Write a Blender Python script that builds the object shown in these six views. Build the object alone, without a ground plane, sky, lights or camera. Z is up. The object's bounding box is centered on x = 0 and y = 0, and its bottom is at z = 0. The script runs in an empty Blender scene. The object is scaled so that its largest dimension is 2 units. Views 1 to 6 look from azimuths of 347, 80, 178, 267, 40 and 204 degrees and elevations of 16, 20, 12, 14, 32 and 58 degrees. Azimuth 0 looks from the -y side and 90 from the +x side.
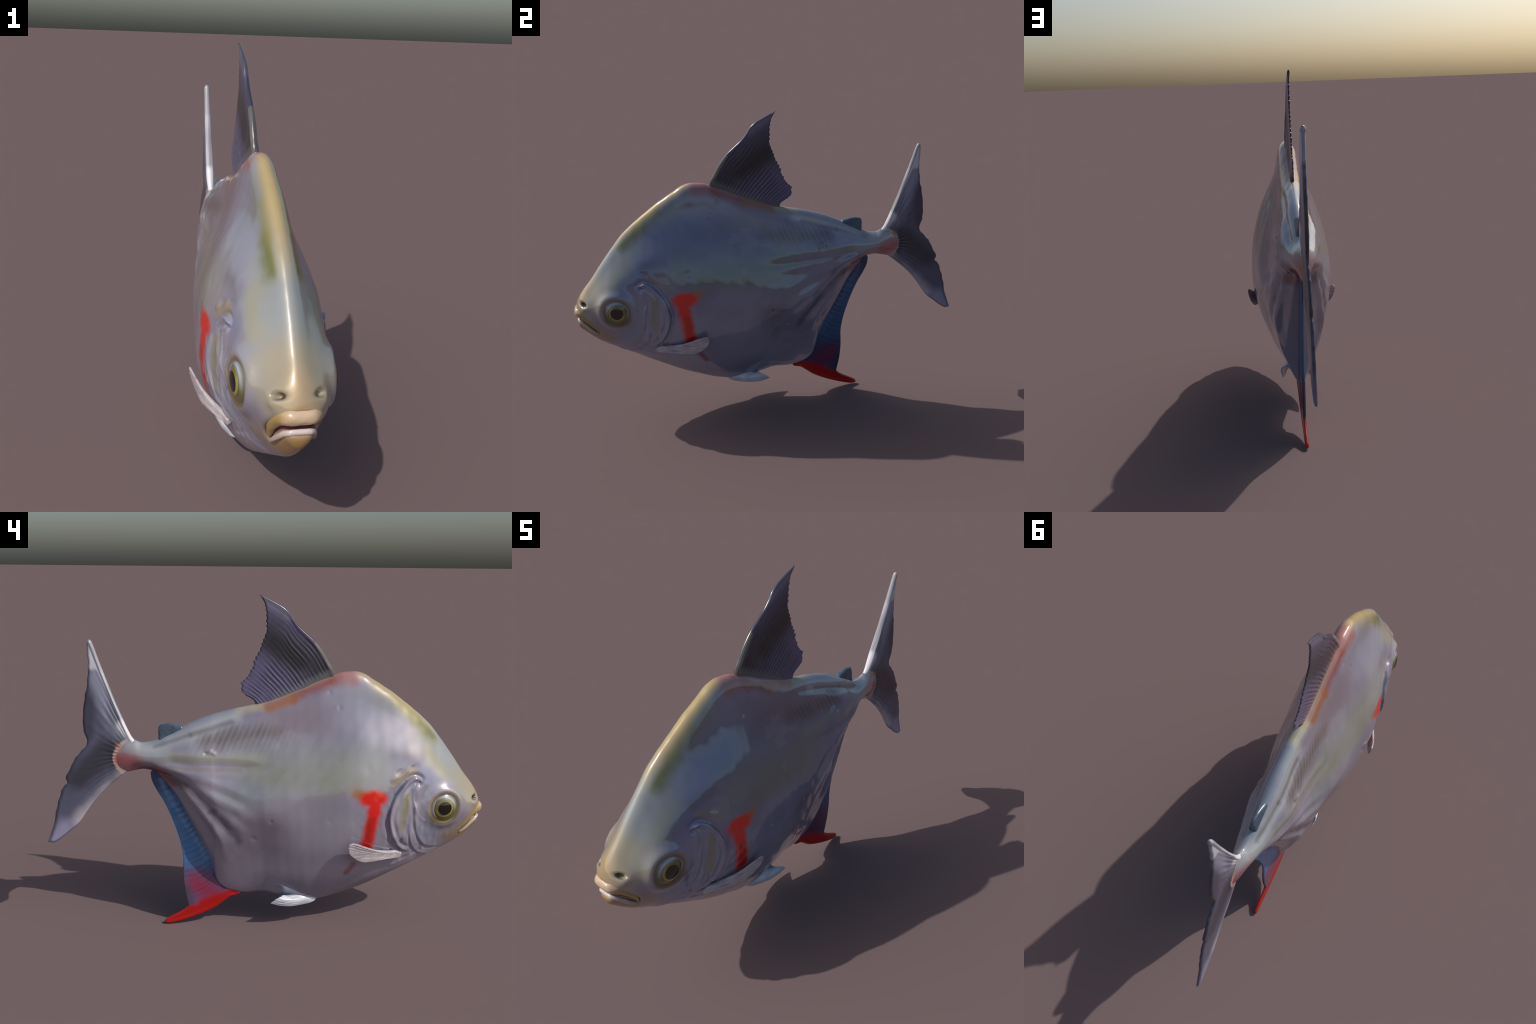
import bpy, math
import numpy as np
from mathutils import Vector

rng = np.random.RandomState(7)
# --------------------------------------------------------------------------
#  small numeric helpers
# --------------------------------------------------------------------------
def pchip(x, xs, ys):
    """monotone cubic interpolation along the last axis of ys"""
    xs = np.asarray(xs, float); ys = np.asarray(ys, float); x = np.clip(x, xs[0], xs[-1])
    hh = np.diff(xs); dl = np.diff(ys) / hh
    m = np.zeros_like(ys)
    for k in range(1, len(xs) - 1):
        if dl[k-1] * dl[k] > 0:
            w1 = 2 * hh[k] + hh[k-1]; w2 = hh[k] + 2 * hh[k-1]
            m[k] = (w1 + w2) / (w1 / dl[k-1] + w2 / dl[k])
    m[0] = dl[0]; m[-1] = dl[-1]
    i = np.clip(np.searchsorted(xs, x, side='right') - 1, 0, len(xs) - 2)
    h = hh[i]; t = (x - xs[i]) / h
    return ((2*t**3 - 3*t**2 + 1) * ys[i] + (t**3 - 2*t**2 + t) * h * m[i]
            + (-2*t**3 + 3*t**2) * ys[i+1] + (t**3 - t**2) * h * m[i+1])

def sstep(a, b, x):
    t = np.clip((x - a) / (b - a), 0, 1)
    return t * t * (3 - 2 * t)

def gauss(x, s):
    return np.exp(-(x / s) ** 2)

def waves(P, scale, seed, n=10):
    """smooth band-limited noise: a sum of randomly directed sine waves"""
    r = np.random.RandomState(seed)
    out = np.zeros(P.shape[:-1])
    for _ in range(n):
        d = r.normal(size=3); d /= np.linalg.norm(d)
        out += np.sin(P @ d * (2 * math.pi / (scale * r.uniform(.6, 1.6))) + r.uniform(0, 6.28))
    return out / math.sqrt(n)

def seg_dist(y, z, pts):
    """distance, side (+ on the left of the travel direction) and arc fraction to a polyline"""
    best = np.full(y.shape, 1e9); side = np.zeros(y.shape); frac = np.zeros(y.shape)
    pts = np.asarray(pts, float)
    L = np.concatenate([[0], np.cumsum(np.hypot(*np.diff(pts, axis=0).T))])
    for k in range(len(pts) - 1):
        a, b = pts[k], pts[k+1]; d = b - a; l2 = d @ d
        t = np.clip(((y - a[0]) * d[0] + (z - a[1]) * d[1]) / l2, 0, 1)
        ex = y - a[0] - t * d[0]; ez = z - a[1] - t * d[1]
        dd = np.hypot(ex, ez); c = np.sign(d[0] * (z - a[1]) - d[1] * (y - a[0]))
        q = dd < best
        best = np.where(q, dd, best); side = np.where(q, c, side)
        frac = np.where(q, (L[k] + t * (L[k+1] - L[k])) / L[-1], frac)
    return best, side, frac

def smooth_line(pts, n=60):
    pts = np.asarray(pts, float)
    s = np.concatenate([[0], np.cumsum(np.linalg.norm(np.diff(pts, axis=0), axis=1))]); s /= s[-1]
    u = np.linspace(0, 1, n)
    return np.stack([pchip(u, s, pts[:, k]) for k in range(pts.shape[1])], 1)

# --------------------------------------------------------------------------
#  the body: outline in the side view, half width as a function of (y, z)
# --------------------------------------------------------------------------
TOP = [(-.992,.560),(-.9915,.578),(-.990,.598),(-.985,.624),(-.973,.653),(-.947,.692),(-.91,.738),(-.86,.808),(-.795,.897),(-.735,.967),
       (-.68,1.018),(-.615,1.071),(-.545,1.123),(-.475,1.166),(-.42,1.195),(-.382,1.2015),(-.335,1.198),(-.30,1.187),
       (-.236,1.164),(-.161,1.130),(-.085,1.098),(-.018,1.073),(.048,1.055),(.15,1.033),(.258,1.003),(.36,.961),(.44,.924),
       (.515,.888),(.56,.882),(.595,.893),(.63,.890),(.655,.874),(.675,.858),(.686,.840),(.690,.815)]
BOT = [(-.992,.552),(-.991,.535),(-.988,.515),(-.978,.490),(-.964,.476),(-.921,.438),(-.874,.404),(-.80,.364),(-.74,.333),(-.64,.279),(-.56,.239),
       (-.48,.199),(-.37,.156),(-.28,.128),(-.189,.117),(-.06,.140),(.02,.158),(.10,.157),(.16,.167),(.203,.188),
       (.23,.225),(.25,.30),(.284,.379),(.321,.457),(.36,.535),(.402,.617),(.46,.70),(.515,.752),(.555,.759),(.60,.752),
       (.63,.746),(.655,.752),(.675,.765),(.686,.785),(.690,.805)]
QY = [-.99,-.975,-.95,-.90,-.78,-.62,-.40,-.15,.10,.30,.45,.56,.64,.69]
QT = [0,.12,.3,.5,.75,1]
Q = [[.030,.032,.034,.036,.034,.030],
     [.045,.052,.056,.052,.048,.042],
     [.056,.068,.080,.072,.062,.050],
     [.057,.070,.098,.104,.090,.068],
     [.070,.082,.124,.132,.135,.102],
     [.088,.096,.142,.160,.168,.140],
     [.112,.088,.145,.186,.200,.134],
     [.098,.098,.140,.175,.166,.119],
     [.088,.101,.112,.140,.116,.073],
     [.070,.094,.102,.097,.090,.053],
     [.044,.054,.062,.064,.062,.036],
     [.024,.032,.040,.044,.040,.022],
     [.015,.019,.022,.023,.022,.015],
     [.004,.005,.0055,.0055,.0055,.004]]
TOP = np.array(TOP); BOT = np.array(BOT); Q = np.array(Q)

def z_top(y): return pchip(y, TOP[:, 0], TOP[:, 1])
def z_bot(y): return pchip(y, BOT[:, 0], BOT[:, 1])

def half_width(y, t):
    cols = np.stack([pchip(y, QY, Q[:, k]) for k in range(len(QT))], -1)
    # cubic blend across the section (Catmull-Rom on the QT stations)
    out = np.zeros(np.broadcast(y, t).shape)
    t = np.broadcast_to(t, out.shape); cols = np.broadcast_to(cols, out.shape + (len(QT),))
    xs = np.array(QT); i = np.clip(np.searchsorted(xs, t, side='right') - 1, 0, len(xs) - 2)
    g = lambda k: np.take_along_axis(cols, np.clip(k, 0, len(xs) - 1)[..., None], -1)[..., 0]
    h = xs[i+1] - xs[i]; f = (t - xs[i]) / h
    p0, p1, p2, p3 = g(i-1), g(i), g(i+1), g(i+2)
    x0, x3 = xs[np.clip(i-1, 0, 5)], xs[np.clip(i+2, 0, 5)]
    m1 = (p2 - p0) / np.maximum(xs[i+1] - x0, 1e-6) * h; m2 = (p3 - p1) / np.maximum(x3 - xs[i], 1e-6) * h
    q = (2*f**3 - 3*f**2 + 1) * p1 + (f**3 - 2*f**2 + f) * m1 + (-2*f**3 + 3*f**2) * p2 + (f**3 - f**2) * m2
    return np.maximum(q, .004) * 2 * np.sqrt(np.clip(t * (1 - t), 0, 1))

def surface_x(y, z):
    y = np.atleast_1d(np.asarray(y, float)); z = np.atleast_1d(np.asarray(z, float))
    a, b = z_top(y), z_bot(y)
    return half_width(y, np.clip((a - z) / (a - b), 0, 1))

# curves on the flank (y, z)
GILL_EDGE = smooth_line([(-.690,.722),(-.676,.742),(-.650,.753),(-.605,.728),(-.562,.672),(-.537,.61),(-.532,.570),(-.545,.51),(-.565,.462),(-.60,.420),(-.65,.395)])
CHEEK_EDGE = smooth_line([(-.646,.66),(-.650,.59),(-.658,.53),(-.685,.462),(-.735,.414),(-.81,.400)])
JAW_FOLD = smooth_line([(-.628,.52),(-.648,.442),(-.70,.380),(-.775,.358),(-.83,.375)])
ANAL_FOLD = smooth_line([(.515,.765),(.44,.735),(.376,.694),(.246,.582),(.173,.503),(.105,.428)])
ANAL_FOLD_2 = smooth_line([(.50,.752),(.44,.712),(.392,.655),(.318,.560),(.235,.42),(.19,.28)])
FLANK_LINE = smooth_line([(.55,.80),(.506,.792),(.374,.802),(.201,.792),(.029,.785),(-.10,.80)])
LOWER_RIDGE = smooth_line([(.53,.785),(.42,.772),(.30,.735),(.17,.67)])
BACK_LINE = smooth_line([(.58,.865),(.48,.872),(.374,.912),(.258,.950),(.143,.984),(.03,1.010),(-.06,1.03)])
EYE = (-.788, .610)
NOSTRIL = (-.952, .634)
_a = np.linspace(0, math.pi / 2, 40)
_my = -.9918 + .108 * (1 - np.cos(_a)); _mz = pchip(_my, [-.992,-.985,-.970,-.945,-.915,-.884], [.556,.554,.549,.531,.504,.472])
MOUTH_HALF = np.stack([surface_x(_my, _mz), _my, _mz], 1); MOUTH_HALF[0, 0] = 0
MOUTH = smooth_line(np.concatenate([MOUTH_HALF[:0:-1] * [-1, 1, 1], MOUTH_HALF]), 121)
_k = np.exp(-(np.arange(-9, 10) / 5.0) ** 2); _k /= _k.sum()
MOUTH = np.stack([np.convolve(np.pad(MOUTH[:, k], 9, mode='reflect', reflect_type='odd'), _k, 'valid') for k in range(3)], 1)

def body_grid():
    # station spacing: fine over the head, coarser along the trunk, bunched at the blunt ends
    knots = [(-.9919,0),(-.985,.035),(-.95,.10),(-.5,.50),(.2,.80),(.6,.945),(.675,.985),(.6899,1)]
    k = np.array(knots); N, M = 620, 240
    ys = pchip(np.linspace(0, 1, N), k[:, 1], k[:, 0])
    th = np.linspace(0, math.pi, M + 1)
    t = .72 * (1 - np.cos(th)) / 2 + .28 * th / math.pi
    t2 = np.concatenate([t, t[-2:0:-1]]); sg = np.concatenate([np.ones(M + 1), -np.ones(M - 1)])
    Y = np.repeat(ys[:, None], len(t2), 1); T = np.repeat(t2[None], N, 0)
    a, b = z_top(Y), z_bot(Y)
    X = half_width(Y, T) * sg[None]
    return np.stack([X, Y, a + (b - a) * T], -1)

def grid_normals(G):
    du = np.gradient(G, axis=0)
    dv = (np.roll(G, -1, 1) - np.roll(G, 1, 1))
    n = np.cross(dv, du)
    n /= np.maximum(np.linalg.norm(n, axis=-1, keepdims=True), 1e-9)
    return n

def relief(G):
    """height of the modelled skin detail above the plain loft"""
    x, y, z = G[..., 0], G[..., 1], G[..., 2]
    left = sstep(.012, .04, np.abs(x))
    d = np.zeros(y.shape)
    # eye socket with its swollen lid
    r = np.hypot(y - EYE[0], z - EYE[1])
    front = np.clip((EYE[0] - y) / .07, -1, 1)
    d += .009 * (1 - sstep(.06, .125, r)) + (.0065 + .004 * front) * gauss(r - .078, .019) - .003 * gauss(r - .062, .008)
    # gill cover: a plate that stands proud of the shoulder, edge rounded over, groove behind it
    dist, side, fr = seg_dist(y, z, GILL_EDGE)
    w = sstep(0, .07, fr) * sstep(1, .90, fr)
    inner = side < 0
    sd = np.where(inner, dist, -dist)
    d += w * left * (.013 * sstep(-.005, .005, sd) * np.exp(-np.maximum(sd, 0) / .09) - .006 * gauss(sd + .010, .009))
    d -= left * .006 * gauss(dist - .022, .010) * inner * w                       # hollow along the flap
    d -= left * .012 * gauss(np.hypot(y + .672, (z - .728)), .012)                 # notch at the top of the flap
    dist, side, fr = seg_dist(y, z, CHEEK_EDGE)
    w = sstep(0, .15, fr) * sstep(1, .85, fr)
    sd = np.where(side < 0, dist, -dist)
    d += w * left * (.0045 * sstep(-.005, .006, sd) * np.exp(-np.maximum(sd, 0) / .026) - .002 * gauss(sd + .008, .007))
    dist, side, fr = seg_dist(y, z, JAW_FOLD)
    w = sstep(0, .2, fr) * sstep(1, .8, fr)
    sd = np.where(side < 0, dist, -dist)
    d += w * left * (.005 * sstep(-.004, .004, sd) * np.exp(-np.maximum(sd, 0) / .03) - .003 * gauss(sd + .006, .005))
    for a, b2, dep, wd in (((-.598,.715),(-.578,.46),.0040,.016), ((-.632,.69),(-.622,.53),-.0035,.010), ((-.618,.66),(-.612,.56),.0025,.008),
                           ((-.66,.70),(-.655,.60),.003,.012), ((-.60,.47),(-.565,.40),-.004,.007), ((-.555,.44),(-.585,.385),.004,.008), ((-.535,.47),(-.56,.40),-.004,.006),
                           ((-.70,.40),(-.62,.355),-.004,.008), ((-.66,.37),(-.57,.325),.003,.010), ((-.66,.80),(-.57,.775),-.003,.012), ((-.62,.79),(-.545,.745),.0035,.010)):
        dist, side, fr = seg_dist(y, z, smooth_line([a, ((a[0]+b2[0])/2 - .008, (a[1]+b2[1])/2), b2], 12))
        d += left * dep * gauss(dist, wd) * (.7 + .3 * np.sin(fr * 9))
    cheek = gauss(np.hypot((y + .62) / 1.2, z - .50), .16)
    d += left * cheek * .0011 * waves(G * [1, 1.6, .7], .045, 44, 14)
    # nostrils
    r = np.hypot(y - NOSTRIL[0], (z - NOSTRIL[1]) * 1.15)
    d += left * (-.026 * gauss(np.hypot(r, 1.2 * np.maximum(NOSTRIL[1] - z, 0)), .0115) + .003 * gauss(np.hypot(y + .948, z - .610), .013))
    # mouth slit
    dm = np.full(y.shape, 9.)
    near = (y < -.84) & (z > .42) & (z < .64)
    P = G[near]; best = np.full(len(P), 9.)
    for m in MOUTH:
        best = np.minimum(best, np.linalg.norm(P - m, axis=1))
    dm[near] = best
    pit = .040 * gauss(dm, .020) * sstep(-.875, -.92, y)
    # folds fanning out of the tail root towards the belly
    fan = [smooth_line(q) for q in ([(.47,.748),(.34,.685),(.20,.60),(.06,.50)], [(.46,.755),(.33,.715),(.18,.66),(.03,.60)], [(.45,.72),(.35,.62),(.27,.50),(.21,.38)])]
    for line, dep, wd in ((fan[0], .0032, .020), (fan[1], .0026, .020), (fan[2], .0034, .016), (ANAL_FOLD, .0065, .024), (ANAL_FOLD_2, .0035, .018), (FLANK_LINE, .0022, .018)):
        dist, side, fr = seg_dist(y, z, line)
        w = sstep(0, .12, fr) * sstep(1, .70, fr)
        d -= left * dep * w * gauss(dist, wd)
        d += left * dep * .6 * w * gauss(dist - 2 * wd, wd)
    dist, side, fr = seg_dist(y, z, LOWER_RIDGE)
    d += left * .004 * sstep(0, .15, fr) * sstep(1, .5, fr) * gauss(dist, .02)
    dist, side, fr = seg_dist(y, z, BACK_LINE)
    w = sstep(0, .2, fr) * sstep(1, .5, fr)
    d -= left * .0065 * w * gauss(dist, .016)
    # muscle bands
    band = gauss((z - (.915 - .10 * np.maximum(y - .05, 0) * 2)) , .062) * sstep(-.22, .0, y) * sstep(.42, .28, y)
    d += left * .00045 * band * .7 * np.sin((y + .45 * (z - .9)) * 2 * math.pi / .0255)
    # scars and dents
    for py, pz, rr, hh in ((.255,.858,.011,.004),(.275,.850,.007,-.004),(.238,.848,.008,.004),(.063,.465,.012,-.0025),(-.272,.565,.010,-.0015),
                           (-.014,.551,.008,-.003),(-.317,1.048,.010,-.0022),(-.305,1.052,.007,.0014),(-.273,1.114,.010,-.0022),(-.44,.79,.02,-.002)):
        d += left * hh * gauss(np.hypot(y - py, z - pz), rr)
    # rolled rim where the belly meets the anal fin
    # overall gentle unevenness: breaks up the reflections
    d += (.0017 * waves(G, .22, 3) + .0005 * waves(G, .085, 5, 16)) * sstep(-.93, -.7, y) * sstep(.66, .5, y)
    return d, dm, pit

# --------------------------------------------------------------------------
#  node-building mini language
# --------------------------------------------------------------------------
class Tree:
    def __init__(self, name):
        self.mat = bpy.data.materials.new(name); self.mat.use_nodes = True
        self.nt = self.mat.node_tree; self.nt.nodes.clear()
    def node(self, kind, **kw):
        n = self.nt.nodes.new(kind)
        for k, v in kw.items(): setattr(n, k, v)
        return n
    def put(self, sock, v):
        if isinstance(v, bpy.types.NodeSocket): self.nt.links.new(v, sock)
        elif v is not None: sock.default_value = v
    def math(self, op, a, b=None, c=None, clamp=False):
        n = self.node('ShaderNodeMath', operation=op, use_clamp=clamp)
        self.put(n.inputs[0], a); self.put(n.inputs[1], b)
        if c is not None: self.put(n.inputs[2], c)
        return n.outputs[0]
    def vec(self, op, a, b=None):
        n = self.node('ShaderNodeVectorMath', operation=op)
        self.put(n.inputs[0], a)
        if op == 'SCALE': self.put(n.inputs['Scale'], b)
        else: self.put(n.inputs[1], b)
        return n.outputs['Value'] if op in ('LENGTH', 'DOT_PRODUCT', 'DISTANCE') else n.outputs[0]
    def step(self, x, a, b):
        n = self.node('ShaderNodeMapRange', interpolation_type='SMOOTHSTEP')
        self.put(n.inputs[0], x); self.put(n.inputs[1], a); self.put(n.inputs[2], b)
        return n.outputs[0]
    def mul(self, *a):
        r = a[0]
        for b in a[1:]: r = self.math('MULTIPLY', r, b)
        return r
    def noise(self, vec, scale, detail=3, rough=.5, out='Fac', distort=0):
        n = self.node('ShaderNodeTexNoise')
        self.put(n.inputs['Vector'], vec); n.inputs['Scale'].default_value = scale
        n.inputs['Detail'].default_value = detail; n.inputs['Roughness'].default_value = rough
        n.inputs['Distortion'].default_value = distort
        return n.outputs[out]
    def mix(self, a, b, f):
        n = self.node('ShaderNodeMix', data_type='RGBA')
        self.put(n.inputs[0], f)
        for s, v in ((n.inputs[6], a), (n.inputs[7], b)):
            self.put(s, v if isinstance(v, bpy.types.NodeSocket) else (*v, 1))
        self.chain = n.outputs[2]
        return n.outputs[2]
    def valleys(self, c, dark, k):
        """darker colour in the troughs between fin rays"""
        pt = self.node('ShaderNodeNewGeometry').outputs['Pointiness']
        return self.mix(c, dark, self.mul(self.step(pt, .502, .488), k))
    def coords(self):
        tc = self.node('ShaderNodeTexCoord').outputs['Object']
        s = self.node('ShaderNodeSeparateXYZ'); self.put(s.inputs[0], tc)
        self.P = tc; self.x, self.y, self.z = s.outputs
        self.ax = self.math('ABSOLUTE', self.x)
    def flat(self, warp=0, scale=9):
        """side-view coordinates (0, y, z), optionally warped by noise for ragged edges"""
        p = self.vec('MULTIPLY', self.P, (0, 1, 1))
        if warp:
            nz = self.noise(self.P, scale, 4, .6, 'Color')
            nz = self.vec('SUBTRACT', nz, (.5, .5, .5)); nz = self.vec('MULTIPLY', nz, (0, warp, warp))
            p = self.vec('ADD', p, nz)
        return p
    chain = None
    def after(self, p):
        """make a mask wait for the previous colour layer, so that few values are alive at a time"""
        if self.chain is None: return p
        n = self.node('ShaderNodeVectorMath', operation='MULTIPLY_ADD')
        self.put(n.inputs[0], self.chain); n.inputs[1].default_value = (1e-7, 1e-7, 1e-7); self.put(n.inputs[2], p)
        return n.outputs[0]
    def blob(self, p, c, r, soft=1.0):
        p = self.after(p)
        d = self.vec('SUBTRACT', p, (0, c[0], c[1])); d = self.vec('MULTIPLY', d, (0, 1 / r[0], 1 / r[1]))
        return self.step(self.vec('LENGTH', d), 1, 1 - soft)
    def capsule(self, p, a, b, r0, r1):
        """1 inside r1 of the segment a-b, fading to 0 at r0"""
        p = self.after(p)
        d = (0, b[0] - a[0], b[1] - a[1]); l2 = d[1] ** 2 + d[2] ** 2
        e = self.vec('SUBTRACT', p, (0, a[0], a[1]))
        t = self.math('MULTIPLY', self.vec('DOT_PRODUCT', e, d), 1 / l2, clamp=True)
        e = self.vec('SUBTRACT', e, self.vec('SCALE', d, t))
        return self.step(self.vec('LENGTH', e), r0, r1)
    def soft(self, p, a, b, r0, r1=0):
        m = self.capsule(p, a, b, r0 * 1.45, 0)
        return self.math('POWER', m, 1.15)
    def finish(self, color, rough=.25, bump=None, bump_strength=.2, bump_dist=.004, **kw):
        b = self.node('ShaderNodeBsdfPrincipled'); o = self.node('ShaderNodeOutputMaterial')
        self.put(b.inputs['Base Color'], color if isinstance(color, bpy.types.NodeSocket) else (*color, 1))
        self.put(b.inputs['Roughness'], rough)
        for k, v in kw.items(): self.put(b.inputs[k.replace('_', ' ')], v)
        if bump is not None:
            n = self.node('ShaderNodeBump'); n.inputs['Strength'].default_value = bump_strength
            n.inputs['Distance'].default_value = bump_dist
            self.put(n.inputs['Height'], bump); self.put(b.inputs['Normal'], n.outputs[0])
        self.nt.links.new(b.outputs[0], o.inputs[0])
        return self.mat

def srgb(r, g, b, k=1.0):
    f = lambda c: ((c / 255 + .055) / 1.055) ** 2.4 if c > 10 else c / 255 / 12.92
    return (f(r) * k, f(g) * k, f(b) * k)

DARKEN = .28
def root_colours(t, c, p, w):
    d = t.vec('LENGTH', t.vec('MULTIPLY', t.vec('SUBTRACT', w, (0, .585, .812)), (0, 1.0, 1.10)))
    inside = t.step(d, .106, .098)
    c = t.mix(c, srgb(196,192,192), inside)
    c = t.mix(c, srgb(190,112,118), t.mul(t.soft(p, (.69,.808), (.60,.795), .062), inside))
    rim = t.mul(t.step(d, .108, .102), t.step(d, .090, .099), t.step(t.y, .60, .64))
    c = t.mix(c, srgb(206,190,156), t.mul(rim, .35))
    return t.mix(c, srgb(186,110,66), t.mul(t.blob(p, (.665,.868), (.022,.016), .9), .8))

def skin_material():
    t = Tree('silver_skin'); t.coords()
    p, w = t.flat(), t.flat(.075, 6); ww = t.flat(.03, 22)
    n1 = t.noise(t.P, 5, 4, .55); n2 = t.noise(t.P, 14, 4, .6)
    c = t.mix(srgb(158,154,174), srgb(178,174,192), t.step(n1, .35, .65))
    lay = lambda c, col, m, k=1.0: t.mix(c, col, t.mul(m, k) if k != 1.0 else m)
    cap, blob = t.capsule, t.blob
    # upper flank: mauve grey, lower: slate and brownish purple, a greenish band between
    c = lay(c, srgb(154,138,148), blob(w, (-.13,1.0), (.33,.17), .9), .9)
    c = lay(c, srgb(166,168,186), t.soft(w, (-.56,.88), (-.44,1.05), .14, .02), .7)
    c = lay(c, srgb(166,168,154), t.soft(w, (-.45,.80), (.06,.78), .12, .03), .85)
    c = lay(c, srgb(160,160,136), t.soft(w, (-.36,.75), (-.02,.735), .06, .01), .55)
    c = lay(c, srgb(178,182,178), blob(w, (-.45,.80), (.16,.06), .9), .5)
    c = lay(c, srgb(150,158,160), blob(w, (.10,.66), (.17,.10), .9), .55)
    c = lay(c, srgb(108,96,110), t.soft(w, (-.02,.43), (.15,.38), .13), .75)
    c = lay(c, srgb(120,102,112), blob(w, (.0,.52), (.12,.09), .9), .6)
    c = lay(c, srgb(172,172,188), t.soft(w, (-.32,.50), (-.12,.33), .14, .02), .6)
    c = lay(c, srgb(126,124,140), t.step(t.math('ADD', t.z, t.mul(t.math('SUBTRACT', n1, .5), .2)), .62, .36), .15)
    c = lay(c, srgb(196,192,216), t.step(t.math('ADD', t.z, t.mul(t.math('SUBTRACT', n1, .5), .2)), .60, .28), .55)  # low flank lightened to offset the weak sun on its downward-facing skin
    # belly and throat
    lowz = t.math('ADD', t.z, t.math('MULTIPLY', t.math('SUBTRACT', n1, .5), .1))
    c = lay(c, srgb(146,150,174), t.mul(t.step(lowz, .33, .20), t.step(t.y, .16, -.02)), .8)
    c = lay(c, srgb(118,116,112), t.soft(w, (-.62,.275), (-.34,.14), .045), .7)
    c = lay(c, srgb(172,182,202), cap(ww, (-.10,.175), (-.04,.205), .052, .040), .6)
    # rear part of the back: pale bluish bands beside the ridge, brown muscle bands under them
    c = lay(c, srgb(194,196,200), t.soft(w, (.56,.84), (.14,1.005), .038), .95)
    c = lay(c, srgb(186,192,196), cap(p, (.60,.845), (.46,.835), .06, .02), .9)
    c = lay(c, srgb(178,180,168), t.soft(w, (.42,.828), (.04,.832), .03), .85)
    c = lay(c, srgb(136,124,120), t.soft(w, (.28,.90), (-.04,.94), .048), .8)
    stripes = t.math('SINE', t.mul(t.math('ADD', t.y, t.mul(t.math('SUBTRACT', t.z, .9), .45)), 2 * math.pi / .0255))
    c = lay(c, srgb(104,98,96), t.mul(t.step(stripes, -1, 1), t.soft(w, (.27,.90), (.02,.935), .050), t.step(n2, .2, .6)), .55)
    c = lay(c, srgb(96,94,92), t.soft(p, (.16,.982), (.34,.925), .014), .55)
    c = lay(c, srgb(104,104,104), t.soft(p, (.34,.925), (.50,.868), .012), .5)
    ridge = t.step(t.ax, .030, .006)
    c = lay(c, srgb(140,154,166), t.mul(t.step(t.ax, .045, .005), t.step(t.y, .10, .18), t.step(t.y, .60, .50), t.step(t.z, .84, .88)), .65)
    c = lay(c, srgb(196,190,160), t.soft(w, (.03,1.06), (.11,1.04), .032), .8)
    # folds running out of the tail root
    c = lay(c, srgb(100,88,94), t.soft(ww, (.36,.690), (.246,.588), .024), .55)
    c = lay(c, srgb(88,80,88), t.soft(ww, (.246,.588), (.125,.45), .022), .6)
    c = lay(c, srgb(108,92,98), cap(p, (.50,.765), (.37,.698), .03, .006), .8)
    c = lay(c, srgb(176,168,182), t.mul(cap(p, (.395,.635), (.24,.36), .065, .055), t.step(t.z, .70, .655)), .55)
    c = lay(c, srgb(162,142,126), t.soft(ww, (.45,.782), (.12,.775), .013, .003), .55)
    c = lay(c, srgb(140,60,66), cap(p, (.52,.757), (.42,.700), .030, .004), .65)
    # reddish tail root with a yellow rim
    c = lay(c, srgb(192,116,122), t.soft(w, (.69,.812), (.595,.792), .060), 1.0)
    c = lay(c, srgb(160,96,104), t.soft(p, (.585,.775), (.46,.762), .028), .7)
    wroot = t.flat(.02, 40)
    c = t.mix(c, root_colours(t, c, p, wroot), t.step(t.y, .62, .66))
    # dorsal hump and the warm band under the dorsal fin
    dors = t.capsule
    c = lay(c, srgb(190,108,78), t.soft(w, (-.37,1.172), (-.28,1.165), .042), .65)
    c = lay(c, srgb(166,86,70), t.soft(w, (-.28,1.163), (-.12,1.097), .032), .75)
    c = lay(c, srgb(180,118,70), t.soft(w, (-.12,1.092), (.00,1.052), .026), .85)
    c = lay(c, srgb(206,140,130), t.mul(ridge, cap(p, (-.385,1.20), (-.20,1.15), .06, .03)), .95)
    c = lay(c, srgb(205,170,120), t.mul(t.step(t.ax, .02, .01), cap(p, (-.20,1.148), (.03,1.06), .03, .02)), .7)
    # head: cream snout, grey-green forehead, golden crest with olive patches beside it
    c = lay(c, srgb(178,182,170), t.soft(w, (-.93,.70), (-.74,.93), .11, .03), .9)
    c = lay(c, srgb(166,172,182), t.soft(w, (-.86,.76), (-.80,.86), .05, .01), .5)
    c = lay(c, srgb(184,178,140), t.soft(w, (-.72,.84), (-.80,.75), .04), .6)
    c = lay(c, srgb(150,156,190), t.soft(w, (-.72,.745), (-.66,.78), .045, .008), .6)
    c = lay(c, srgb(186,174,148), t.soft(w, (-.97,.62), (-.905,.72), .085, .02), .95)
    c = lay(c, srgb(200,168,120), t.mul(t.soft(p, (-.99,.61), (-.96,.66), .065), t.step(t.ax, .075, .0)), .65)
    crest = t.mul(t.step(t.y, -.90, -.60), t.step(t.y, -.36, -.43))
    crest_d = t.math('SUBTRACT', t.ax, t.mul(t.step(t.y, -.40, -.62), .004))
    c = lay(c, srgb(150,152,120), t.mul(t.step(t.ax, .070, .040), t.step(t.y, -.72, -.60), t.step(t.y, -.40, -.50), t.step(t.z, .95, 1.0)), .5)
    c = lay(c, srgb(126,128,62), t.mul(t.soft(ww, (-.745,.925), (-.665,1.0), .046), t.step(t.ax, .020, .038)), .95)
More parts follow.
